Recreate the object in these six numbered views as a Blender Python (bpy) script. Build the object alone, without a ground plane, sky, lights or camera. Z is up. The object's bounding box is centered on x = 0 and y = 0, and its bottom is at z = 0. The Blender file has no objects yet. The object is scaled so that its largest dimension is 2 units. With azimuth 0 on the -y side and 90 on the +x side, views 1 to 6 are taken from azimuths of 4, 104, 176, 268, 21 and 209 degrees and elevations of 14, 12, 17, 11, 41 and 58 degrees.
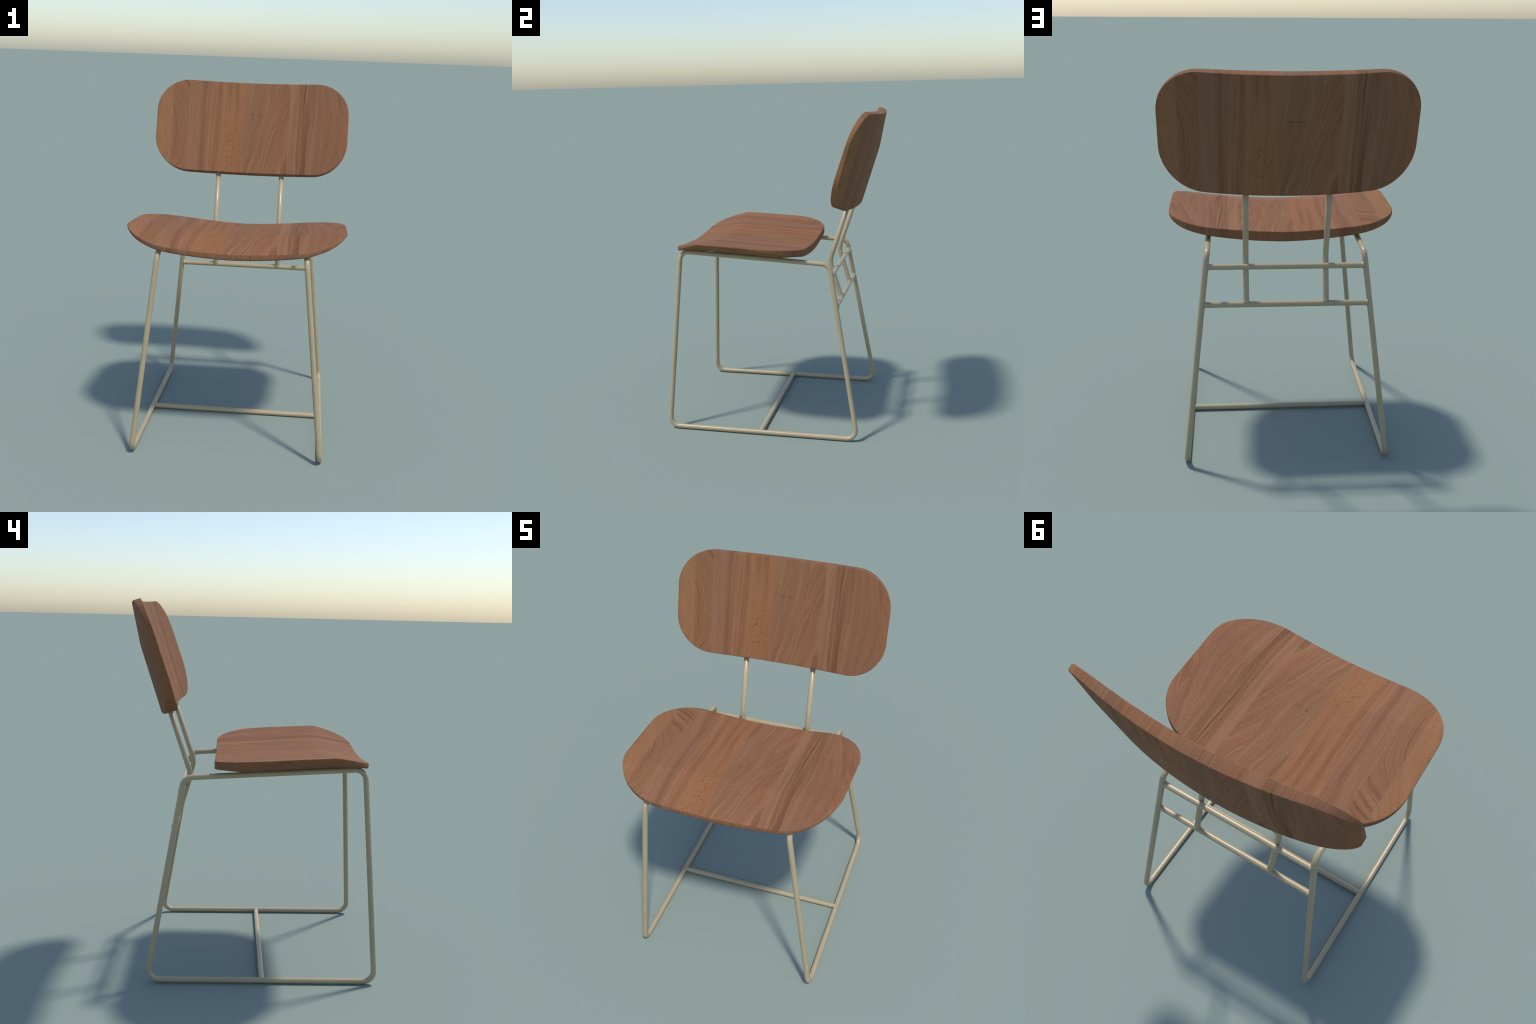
"""Retro side chair: two bent-tube side loops, welded cross rails, two back
uprights, and a dished walnut-stave seat and backrest."""
import bpy, bmesh, math
from math import sin, cos, atan, sqrt, pi
from mathutils import Vector, Matrix

TUBE = 0.0149                      # tube radius
HALF_W = 0.610                     # half width of both wooden panels

# ------------------------------------------------------------------ helpers
def link(ob, parent=None):
    bpy.context.scene.collection.objects.link(ob)
    if parent:
        ob.parent = parent
    return ob

def mesh_object(name, verts, faces, mat, parent, smooth=True):
    me = bpy.data.meshes.new(name)
    me.from_pydata(verts, [], faces)
    bm = bmesh.new(); bm.from_mesh(me)
    bmesh.ops.recalc_face_normals(bm, faces=bm.faces)
    bm.to_mesh(me); bm.free()
    me.polygons.foreach_set("use_smooth", [smooth] * len(me.polygons))
    me.materials.append(mat)
    return link(bpy.data.objects.new(name, me), parent)

def fillet_path(points, radius, closed, step=math.radians(7.5)):
    """Replace every corner of a poly line by an arc of the given bend radius."""
    out, n = [], len(points)
    for i, p in enumerate(points):
        if not closed and i in (0, n - 1):
            out.append(p.copy()); continue
        a = (points[i - 1] - p).normalized()
        b = (points[(i + 1) % n] - p).normalized()
        ang = a.angle(b)
        d = radius / math.tan(ang / 2)
        centre = p + (a + b).normalized() * radius / sin(ang / 2)
        s, e = p + a * d - centre, p + b * d - centre
        turn = s.angle(e)
        k = max(3, int(turn / step))
        for j in range(k + 1):
            f = j / k
            out.append(centre + (s * sin((1 - f) * turn) + e * sin(f * turn)) / sin(turn))
    return out

def sweep(path, radii, closed=False, seg=28):
    """Tube along a path with parallel-transported rings."""
    n = len(path)
    tang = []
    for i in range(n):
        if closed:
            t = path[(i + 1) % n] - path[i - 1]
        else:
            t = path[min(i + 1, n - 1)] - path[max(i - 1, 0)]
        tang.append(t.normalized())
    ref = Vector((1, 0, 0)) if abs(tang[0].x) < 0.9 else Vector((0, 0, 1))
    nrm = (ref - tang[0] * ref.dot(tang[0])).normalized()
    verts, faces = [], []
    for i in range(n):
        nrm = (nrm - tang[i] * nrm.dot(tang[i])).normalized()
        bi = tang[i].cross(nrm)
        for k in range(seg):
            a = 2 * pi * k / seg
            verts.append(path[i] + (nrm * cos(a) + bi * sin(a)) * radii[i])
    for i in range(n if closed else n - 1):
        j = (i + 1) % n
        for k in range(seg):
            m = (k + 1) % seg
            faces.append((i * seg + k, i * seg + m, j * seg + m, j * seg + k))
    if not closed:
        faces.append(tuple(range(seg - 1, -1, -1)))
        faces.append(tuple(range((n - 1) * seg, n * seg)))
    return verts, faces

def flare_profile(flare=0.0032, reach=0.012, k=6):
    """(offset from the joined tube's axis, radius) of a small weld fillet."""
    return [(TUBE * 0.80 + reach * i / k, TUBE + flare * (1 - i / k) ** 2.2) for i in range(k + 1)]

def rail(a, b, flare=0.0032):
    """Straight rail whose ends flare into a small weld fillet."""
    a, b = Vector(a), Vector(b)
    L = (b - a).length
    prof = [(0.0, TUBE * 0.93), (TUBE * 0.70, TUBE * 0.96)] + flare_profile(flare)
    s = [q for q, r in prof] + [L - q for q, r in reversed(prof)]
    r = [r for q, r in prof]
    return [a + (b - a) * (q / L) for q in s], r + r[::-1]

# ---------------------------------------------------------------- materials
class Nodes:
    def __init__(self, name):
        self.mat = bpy.data.materials.new(name)
        self.mat.use_nodes = True
        self.nt = self.mat.node_tree
        self.nt.nodes.clear()
    def node(self, kind, **props):
        n = self.nt.nodes.new(kind)
        for k, v in props.items():
            setattr(n, k, v)
        return n
    def put(self, sock, v):
        if isinstance(v, bpy.types.NodeSocket):
            self.nt.links.new(v, sock)
        else:
            sock.default_value = v
    def math(self, op, a, b=0.0, c=0.0, clamp=False):
        n = self.node("ShaderNodeMath", operation=op, use_clamp=clamp)
        self.put(n.inputs[0], a); self.put(n.inputs[1], b); self.put(n.inputs[2], c)
        return n.outputs[0]
    def step(self, v, lo, hi, a=0.0, b=1.0):
        n = self.node("ShaderNodeMapRange", interpolation_type="SMOOTHSTEP", clamp=True)
        for i, q in enumerate((v, lo, hi, a, b)):
            self.put(n.inputs[i], q)
        return n.outputs[0]
    def xyz(self, x, y, z=0.0):
        n = self.node("ShaderNodeCombineXYZ")
        for i, q in enumerate((x, y, z)):
            self.put(n.inputs[i], q)
        return n.outputs[0]
    def noise(self, vec, scale=1.0, detail=3.0, rough=0.5, distort=0.0):
        n = self.node("ShaderNodeTexNoise", noise_dimensions="3D")
        self.put(n.inputs["Vector"], vec); self.put(n.inputs["Scale"], scale)
        self.put(n.inputs["Detail"], detail); self.put(n.inputs["Roughness"], rough)
        self.put(n.inputs["Distortion"], distort)
        return n.outputs[0]
    def ramp(self, fac, stops, mode="CONSTANT"):
        n = self.node("ShaderNodeValToRGB")
        cr = n.color_ramp
        cr.interpolation = mode
        while len(cr.elements) < len(stops):
            cr.elements.new(1.0)
        for el, (pos, col) in zip(cr.elements, sorted(stops, key=lambda s: s[0])):
            el.position = pos
            el.color = (*col, 1.0)
        self.put(n.inputs[0], fac)
        return n.outputs[0]
    def mix(self, fac, a, b, mode="MIX"):
        n = self.node("ShaderNodeMix", data_type="RGBA", blend_type=mode)
        self.put(n.inputs[0], fac)
        for sock, v in ((n.inputs[6], a), (n.inputs[7], b)):
            self.put(sock, (*v, 1.0) if isinstance(v, tuple) else v)
        return n.outputs[2]
    def split(self, col):
        n = self.node("ShaderNodeSeparateColor")
        self.put(n.inputs[0], col)
        return n.outputs

def painted_steel():
    m = Nodes("beige_painted_steel")
    tc = m.node("ShaderNodeTexCoord").outputs["Object"]
    n = m.noise(tc, 9.0, 3.0)
    col = m.mix(m.step(n, 0.3, 0.7), (0.41, 0.328, 0.197), (0.435, 0.349, 0.211))
    b = m.node("ShaderNodeBsdfPrincipled")
    m.put(b.inputs["Base Color"], col)
    m.put(b.inputs["Roughness"], 0.29)
    m.put(b.inputs["Specular IOR Level"], 0.5)
    o = m.node("ShaderNodeOutputMaterial")
    m.put(o.inputs[0], b.outputs[0])
    return m.mat

def walnut_staves(name, mirrored=False, figure=1.0):
    """Glued walnut staves running along local y; every stave has its own tint,
    grain slant and figure, read from the local x position.  The veneer on the
    back of a panel is laid mirrored."""
    m = Nodes(name)
    tc = m.node("ShaderNodeTexCoord").outputs["Object"]
    sep = m.node("ShaderNodeSeparateXYZ"); m.put(sep.inputs[0], tc)
    x, t = sep.outputs[0], sep.outputs[1]
    if mirrored:
        x = m.math("MULTIPLY", x, -1.0)
    M, A, S = (lambda a, b: m.math("MULTIPLY", a, b)), (lambda a, b: m.math("ADD", a, b)), (lambda a, b: m.math("SUBTRACT", a, b))
    wob = m.noise(m.xyz(M(x, 2.0), M(t, 3.0)), 1.0, 2.0)
    xw = A(x, M(S(wob, 0.5), 0.014))
    f = m.math("DIVIDE", A(xw, 0.65), 1.30)
    at = lambda q: (q + 0.65) / 1.30
    # left edge, tint (linear), (slant, arch, line contrast)
    staves = [
        (-0.650, (0.271, 0.128, 0.059), (0.44, 0.30, 0.70)),
        (-0.548, (0.265, 0.132, 0.068), (0.42, 0.30, 0.70)),
        (-0.515, (0.229, 0.108, 0.055), (0.40, 0.08, 1.25)),
        (-0.415, (0.246, 0.122, 0.070), (0.50, 0.48, 0.65)),
        (-0.345, (0.229, 0.108, 0.061), (0.50, 0.50, 0.75)),
        (-0.265, (0.260, 0.115, 0.058), (0.52, 0.50, 0.65)),
        (-0.200, (0.266, 0.121, 0.059), (0.53, 0.50, 0.55)),
        (-0.060, (0.236, 0.115, 0.061), (0.70, 0.47, 0.95)),
        ( 0.135, (0.250, 0.113, 0.060), (0.74, 0.62, 1.05)),
        ( 0.232, (0.268, 0.135, 0.074), (0.54, 0.50, 0.45)),
        ( 0.288, (0.208, 0.097, 0.052), (0.54, 0.50, 1.00)),
        ( 0.350, (0.236, 0.112, 0.064), (0.55, 0.46, 0.75)),
        ( 0.450, (0.236, 0.111, 0.061), (0.55, 0.34, 0.65)),
        ( 0.560, (0.262, 0.115, 0.059), (0.18, 0.40, 0.80)),
    ]
    tint = m.ramp(f, [(at(s[0]), s[1]) for s in staves])
    rule = m.split(m.ramp(f, [(at(s[0]), s[2]) for s in staves]))
    slant = M(S(rule[0], 0.5), 1.1)
    arch = M(S(rule[1], 0.5), 3.0)
    k = M(rule[2], 0.76 * figure)
    t0 = A(t, 0.03)
    # slanted or arched staves are wild, straight ones run calm
    wave = m.math('MINIMUM', 1.0, A(0.16, A(m.math('ABSOLUTE', M(slant, 1.3)), m.math('ABSOLUTE', M(arch, 1.2)))))
    drift = m.noise(m.xyz(M(x, 4.0), M(t, 2.6), 4.0), 1.0, 2.0)
    swirl = m.noise(m.xyz(M(x, 13.0), M(t, 7.0), 6.0), 1.0, 2.0)
    u = S(x, M(t, slant))
    u = S(u, M(M(t0, t0), arch))
    u = A(u, M(S(drift, 0.5), M(wave, 0.16)))
    u = A(u, M(S(swirl, 0.5), M(wave, 0.028)))
    # growth lines: broad, medium and fine, all long in t
    broad = m.noise(m.xyz(M(u, 24.0), M(t, 0.8), 1.0), 1.0, 2.0, 0.5)
    medium = m.noise(m.xyz(M(u, 95.0), M(t, 1.4), 7.0), 1.0, 3.0, 0.6)
    fine = m.noise(m.xyz(M(u, 240.0), M(t, 5.0), 3.0), 1.0, 2.0, 0.6)
    pores = m.noise(m.xyz(M(u, 300.0), M(t, 75.0), 9.0), 1.0, 2.0, 0.6)
    dark, pale = (0.110, 0.049, 0.024), (0.385, 0.205, 0.112)
    c = m.mix(M(m.step(broad, 0.50, 0.70), M(k, 0.72)), tint, dark)
    c = m.mix(M(m.step(broad, 0.47, 0.28), M(k, 0.42)), c, pale)
    c = m.mix(M(m.step(medium, 0.52, 0.72), M(k, 0.52)), c, dark)
    c = m.mix(M(m.step(medium, 0.46, 0.28), M(k, 0.46)), c, pale)
    c = m.mix(M(m.step(fine, 0.52, 0.72), 0.27 * figure), c, dark)
    c = m.mix(M(m.step(fine, 0.46, 0.30), 0.17 * figure), c, pale)
    c = m.mix(M(m.step(pores, 0.58, 0.70), 0.30 * min(1, figure + 0.2)), c, pale)
    c = m.mix(M(m.step(pores, 0.42, 0.28), 0.40 * min(1, figure + 0.2)), c, dark)
    speck = m.noise(m.xyz(M(x, 260.0), M(t, 150.0), 13.0), 1.0, 1.0)
    c = m.mix(m.step(speck, 0.56, 0.72, 0.0, 0.32), c, pale)
    c = m.mix(m.step(speck, 0.44, 0.28, 0.0, 0.38), c, dark)
    # broad warm / cool drift over the panel
    big = m.noise(m.xyz(M(x, 7.0), M(t, 1.7), 2.0), 1.0, 2.0)
    c = m.mix(m.step(big, 0.50, 0.75, 0.0, 0.34), c, (0.268, 0.115, 0.058))
    c = m.mix(m.step(big, 0.50, 0.28, 0.0, 0.35), c, (0.218, 0.110, 0.056))
    vein = m.step(m.math('ABSOLUTE', S(S(x, M(t, 0.05)), A(0.318, M(S(swirl, 0.5), 0.02)))), 0.010, 0.002)
    c = m.mix(M(vein, M(m.step(medium, 0.40, 0.60), 0.65 * figure)), c, (0.090, 0.042, 0.020))
    # ray flecks low down in the orange stave
    zone = M(m.step(x, -0.21, -0.17), m.step(x, -0.055, -0.085))
    zone = M(zone, m.step(t, 0.07, -0.02))
    c = m.mix(M(zone, 0.28), c, (0.285, 0.130, 0.055))
    fl = m.noise(m.xyz(M(x, 60.0), M(t, 75.0), 5.0), 1.0, 2.0, 0.55, 1.2)
    c = m.mix(M(zone, m.step(fl, 0.57, 0.66, 0.0, 0.60)), c, (0.150, 0.062, 0.021))
    # scattered dark pin marks, and a short bark dash in the middle of the panel
    pins = m.noise(m.xyz(M(x, 55.0), M(t, 38.0), 11.0), 1.0, 1.0)
    c = m.mix(m.step(pins, 0.765, 0.81, 0.0, 0.6), c, (0.085, 0.038, 0.022))
    dash = M(m.step(m.math("ABSOLUTE", S(t, A(0.088, M(x, -0.05)))), 0.0045, 0.0015),
             M(m.step(x, -0.014, -0.008), m.step(x, 0.095, 0.0)))
    gap = m.step(m.math("ABSOLUTE", S(x, 0.020)), 0.008, 0.014)
    c = m.mix(M(M(dash, gap), 0.62), c, (0.075, 0.034, 0.022))
    # lighter end block let into the left edge
    block = M(m.step(x, -0.545, -0.565), m.step(m.math("ABSOLUTE", A(t, 0.01)), 0.054, 0.050))
    c = m.mix(M(block, 0.3), c, (0.300, 0.142, 0.066))
    b = m.node("ShaderNodeBsdfPrincipled")
    m.put(b.inputs["Base Color"], c)
    m.put(b.inputs["Roughness"], 0.65)
    m.put(b.inputs["Specular IOR Level"], 0.04)
    bump = m.node("ShaderNodeBump")
    m.put(bump.inputs["Strength"], 0.10); m.put(bump.inputs["Distance"], 0.002)
    m.put(bump.inputs["Height"], pores)
    m.put(b.inputs["Normal"], bump.outputs[0])
    o = m.node("ShaderNodeOutputMaterial")
    m.put(o.inputs[0], b.outputs[0])
    return m.mat

# ------------------------------------------------------------ wooden panels
def rounded_outline(half_w, y_lo, y_hi, r_lo, r_hi, bow_lo=0.0, arc=26, side=40, edge=90):
    """Counter-clockwise rounded rectangle: list of (x, y, nx, ny)."""
    pts = []
    def arc_pts(cx, cy, r, a0):
        for i in range(arc + 1):
            a = a0 + (pi / 2) * i / arc
            pts.append((cx + r * cos(a), cy + r * sin(a), cos(a), sin(a)))
    def line(p, q, n, k):
        for i in range(1, k):
            f = i / k
            pts.append((p[0] + (q[0] - p[0]) * f, p[1] + (q[1] - p[1]) * f, n[0], n[1]))
    w = half_w
    arc_pts(w - r_lo, y_lo + r_lo, r_lo, -pi / 2)
    line((w, y_lo + r_lo), (w, y_hi - r_hi), (1, 0), side)
    arc_pts(w - r_hi, y_hi - r_hi, r_hi, 0)
    line((w - r_hi, y_hi), (-w + r_hi, y_hi), (0, 1), edge)
    arc_pts(-w + r_hi, y_hi - r_hi, r_hi, pi / 2)
    line((-w, y_hi - r_hi), (-w, y_lo + r_lo), (-1, 0), side)
    arc_pts(-w + r_lo, y_lo + r_lo, r_lo, pi)
    line((-w + r_lo, y_lo), (w - r_lo, y_lo), (0, -1), edge)
    if bow_lo:
        res = []
        for (x, y, nx, ny) in pts:
            k = min(1.0, max(0.0, (0.0 - y) / 0.6))
            res.append((x, y + bow_lo * (1 - (x / w) ** 2) * k, nx, ny))
        pts = res
    return pts

def panel(name, outline, face, back, mats, parent, centre_y, lip=0.004, heel=0.009, rings=44):
    """Solid panel between two height fields face(x,y) > back(x,y), rounded rim."""
    n = len(outline)
    verts, faces = [], []
    def ring(fn):
        base = len(verts)
        verts.extend(fn(p) for p in outline)
        return base
    def bridge(a, b):
        for i in range(n):
            j = (i + 1) % n
            faces.append((a + i, a + j, b + j, b + i))
    def half_depth(p):
        return 0.46 * (face(p[0], p[1]) - back(p[0], p[1]))
    def inset(p, d):
        return p[0] - p[2] * d, p[1] - p[3] * d
    def flat(h, s, bevel):
        def fn(p):
            x, y = inset(p, bevel)
            x, y = x * s, centre_y + (y - centre_y) * s
            return (x, y, h(x, y))
        return fn
    def rim(h, sign, f, bevel):
        def fn(p):
            r = min(bevel, half_depth(p))
            x, y = inset(p, bevel * (1 - sin(f * pi / 2)))
            return (x, y, h(x, y) - sign * r * (1 - cos(f * pi / 2)))
        return fn
    loops = []
    scales = [1 - (1 - i / rings) for i in range(1, rings + 1)]
    for s in scales:
        loops.append(ring(flat(face, s, lip)))
    for f in (0.2, 0.4, 0.6, 0.8, 1.0):
        loops.append(ring(rim(face, 1, f, lip)))
    for f in (1.0, 0.8, 0.6, 0.4, 0.2):
        loops.append(ring(rim(back, -1, f, heel)))
    for s in reversed(scales):
        loops.append(ring(flat(back, s, heel)))
    for a, b in zip(loops, loops[1:]):
        bridge(a, b)
    top = len(verts); verts.append((0, centre_y, face(0, centre_y)))
    bot = len(verts); verts.append((0, centre_y, back(0, centre_y)))
    for i in range(n):
        j = (i + 1) % n
        faces.append((top, loops[0] + i, loops[0] + j))
        faces.append((bot, loops[-1] + j, loops[-1] + i))
    ob = mesh_object(name, verts, faces, mats[0], parent)
    ob.data.materials.append(mats[1])
    ob.data.materials.append(mats[2])
    first_back = (rings + 4) * n            # rim wall onward: mirrored veneer
    last_back = (len(loops) - 1) * n
    for i, poly in enumerate(ob.data.polygons):
        if first_back <= i < last_back or (i >= last_back and (i - last_back) % 2):
            poly.material_index = 1 if i < first_back + 2 * n else 2
    return ob

def soft_kink(v, at, width):
    """0 below the kink, v-at above it, rounded over the given width."""
    d = v - at
    if d <= -width: return 0.0
    if d >= width: return d
    return (d + width) ** 2 / (4 * width)

# ------------------------------------------------------------------- build
steel = painted_steel()
walnut = walnut_staves("walnut_staves")
walnut_rim = walnut_staves("walnut_edge", True, 0.18)
walnut_back = walnut_staves("walnut_staves_mirrored", True)

chair = link(bpy.data.objects.new("chair", None))
chair.empty_display_size = 0.3
chair["label"] = "walnut chair with curved backrest on beige bent-tube sled frame"
chair["category"] = "chair"

# side loops: front foot, rear foot, rear top, front top
FOOT_F = Vector((0.5215, -0.6559, TUBE)); FOOT_R = Vector((0.5165, 0.5591, TUBE))
TOP_R = Vector((0.3965, 0.3744, 1.0884)); TOP_F = Vector((0.3938, -0.5788, 1.1462))
for s in (1, -1):
    loop = [Vector((p.x * s, p.y, p.z)) for p in (FOOT_F, FOOT_R, TOP_R, TOP_F)]
    path = fillet_path(loop, 0.055, True)
    v, f = sweep(path, [TUBE] * len(path), True)
    mesh_object("side_frame", v, f, steel, chair)

def leg_at(z):
    k = (z - FOOT_R.z) / (TOP_R.z - FOOT_R.z)
    return FOOT_R + (TOP_R - FOOT_R) * k
for z in (1.0181, 0.829):
    p = leg_at(z)
    pts, rad = rail((p.x, p.y, z), (-p.x, p.y, z))
    v, f = sweep(pts, rad)
    mesh_object("rear_rail", v, f, steel, chair)
pts, rad = rail((0.519, -0.053, TUBE + 0.0002), (-0.519, -0.053, TUBE + 0.0002), 0.0)
v, f = sweep(pts, rad)
mesh_object("floor_stretcher", v, f, steel, chair)

# backrest uprights: straight into the panel, kinked forward at the upper rail
for s in (1, -1):
    line = [Vector((0.2026 * s, 0.4886, 1.50)), Vector((0.2030 * s, 0.3478, 1.0699)),
            Vector((0.2022 * s, 0.4195, 0.829))]
    path = fillet_path(line, 0.11, False, math.radians(4))
    end = path.pop()
    d = (path[-1] - end).normalized()
    rad = [TUBE] * len(path)
    for q, r in reversed(flare_profile()):   # weld flare where it meets the lower rail
        path.append(end + d * q); rad.append(r)
    path += [end + d * TUBE * 0.7, end]; rad += [TUBE * 0.96, TUBE * 0.93]
    v, f = sweep(path, rad)
    mesh_object("back_upright", v, f, steel, chair)

# seat: local y is chair y + SHIFT so that seat and backrest share the grain layout
SHIFT = 0.302
S_FRONT, S_REAR = -0.602, 0.216
def seat_top(x, y):
    cy = y - SHIFT
    # flat rear field rises forward to a crease that bows forward at the ends,
    # then falls to the front lip; the whole is dished across
    k = soft_kink(-0.345 - 0.158 * x * x - cy, 0.0, 0.014)
    z = 1.152 - 0.075 * (cy - 0.2) - 0.178 * k - 0.22 * k * k
    return z + (0.1165 + 0.032 * (cy - 0.2) - 0.03 * k) * abs(x) ** 1.56
def seat_under(x, y):
    cy = y - SHIFT
    low = 1.0745 - 0.067 * (cy - 0.05) + SEAT_KICK * soft_kink(cy, 0.05, 0.03)
    depth = max(0.0125, seat_top(0, y) - low)
    # rim wall fades out from the rear corners towards the front of the sides
    ends = 0.58 + 0.29 * min(1.0, max(0.0, (0.20 - cy) / 0.35)) ** 0.8
    taper = ends * min(1.0, max(0.78, (depth - 0.010) / 0.035))
    return seat_top(x, y) - depth * (1 - taper * (abs(x) / HALF_W) ** 2.9)
SEAT_KICK = 0.21
o = rounded_outline(HALF_W, S_FRONT + SHIFT, S_REAR + SHIFT, 0.284, 0.250, 0.004)
seat = panel("seat", o, seat_top, seat_under, (walnut, walnut_rim, walnut_back), chair, (S_FRONT + S_REAR) / 2 + SHIFT)
seat.location = (0, -SHIFT, 0)

# backrest: local x across, local y up the tilted panel, local z out of its front
TILT = atan(0.334)
B_MID_Z = 1.7115
B_HALF = 0.2925                     # half height; the top edge stands a little taller
B_TOP = 0.2955
def back_front(x, t):
    return 0.1415 * abs(x) ** 1.75
def back_rear(x, t):
    depth = 0.086 - 0.006 * (t + B_HALF) / 0.375 - 0.115 * soft_kink(t, 0.075, 0.012)
    # the rim wall is thin beside the kink, thicker towards the bottom corners
    if t > 0.075:
        thin = 0.68 - 0.05 * (t - 0.075) / (B_TOP - 0.075)
    else:
        thin = 0.68 - 0.14 * (0.075 - t) / (0.075 + B_HALF)
    return back_front(x, t) - depth * (1 - thin * (abs(x) / HALF_W) ** 3.0)
o = rounded_outline(HALF_W, -B_HALF, B_TOP, 0.210, 0.208)
backrest = panel("backrest", o, back_front, back_rear, (walnut, walnut_rim, walnut_back), chair, 0.0, 0.003, 0.004)
# columns: local x, y, z axes in chair space
backrest.matrix_local = Matrix((
    (1, 0, 0, 0),
    (0, sin(TILT), -cos(TILT), 0.525 + 0.334 * (B_MID_Z - 1.7)),
    (0, cos(TILT), sin(TILT), B_MID_Z),
    (0, 0, 0, 1)))
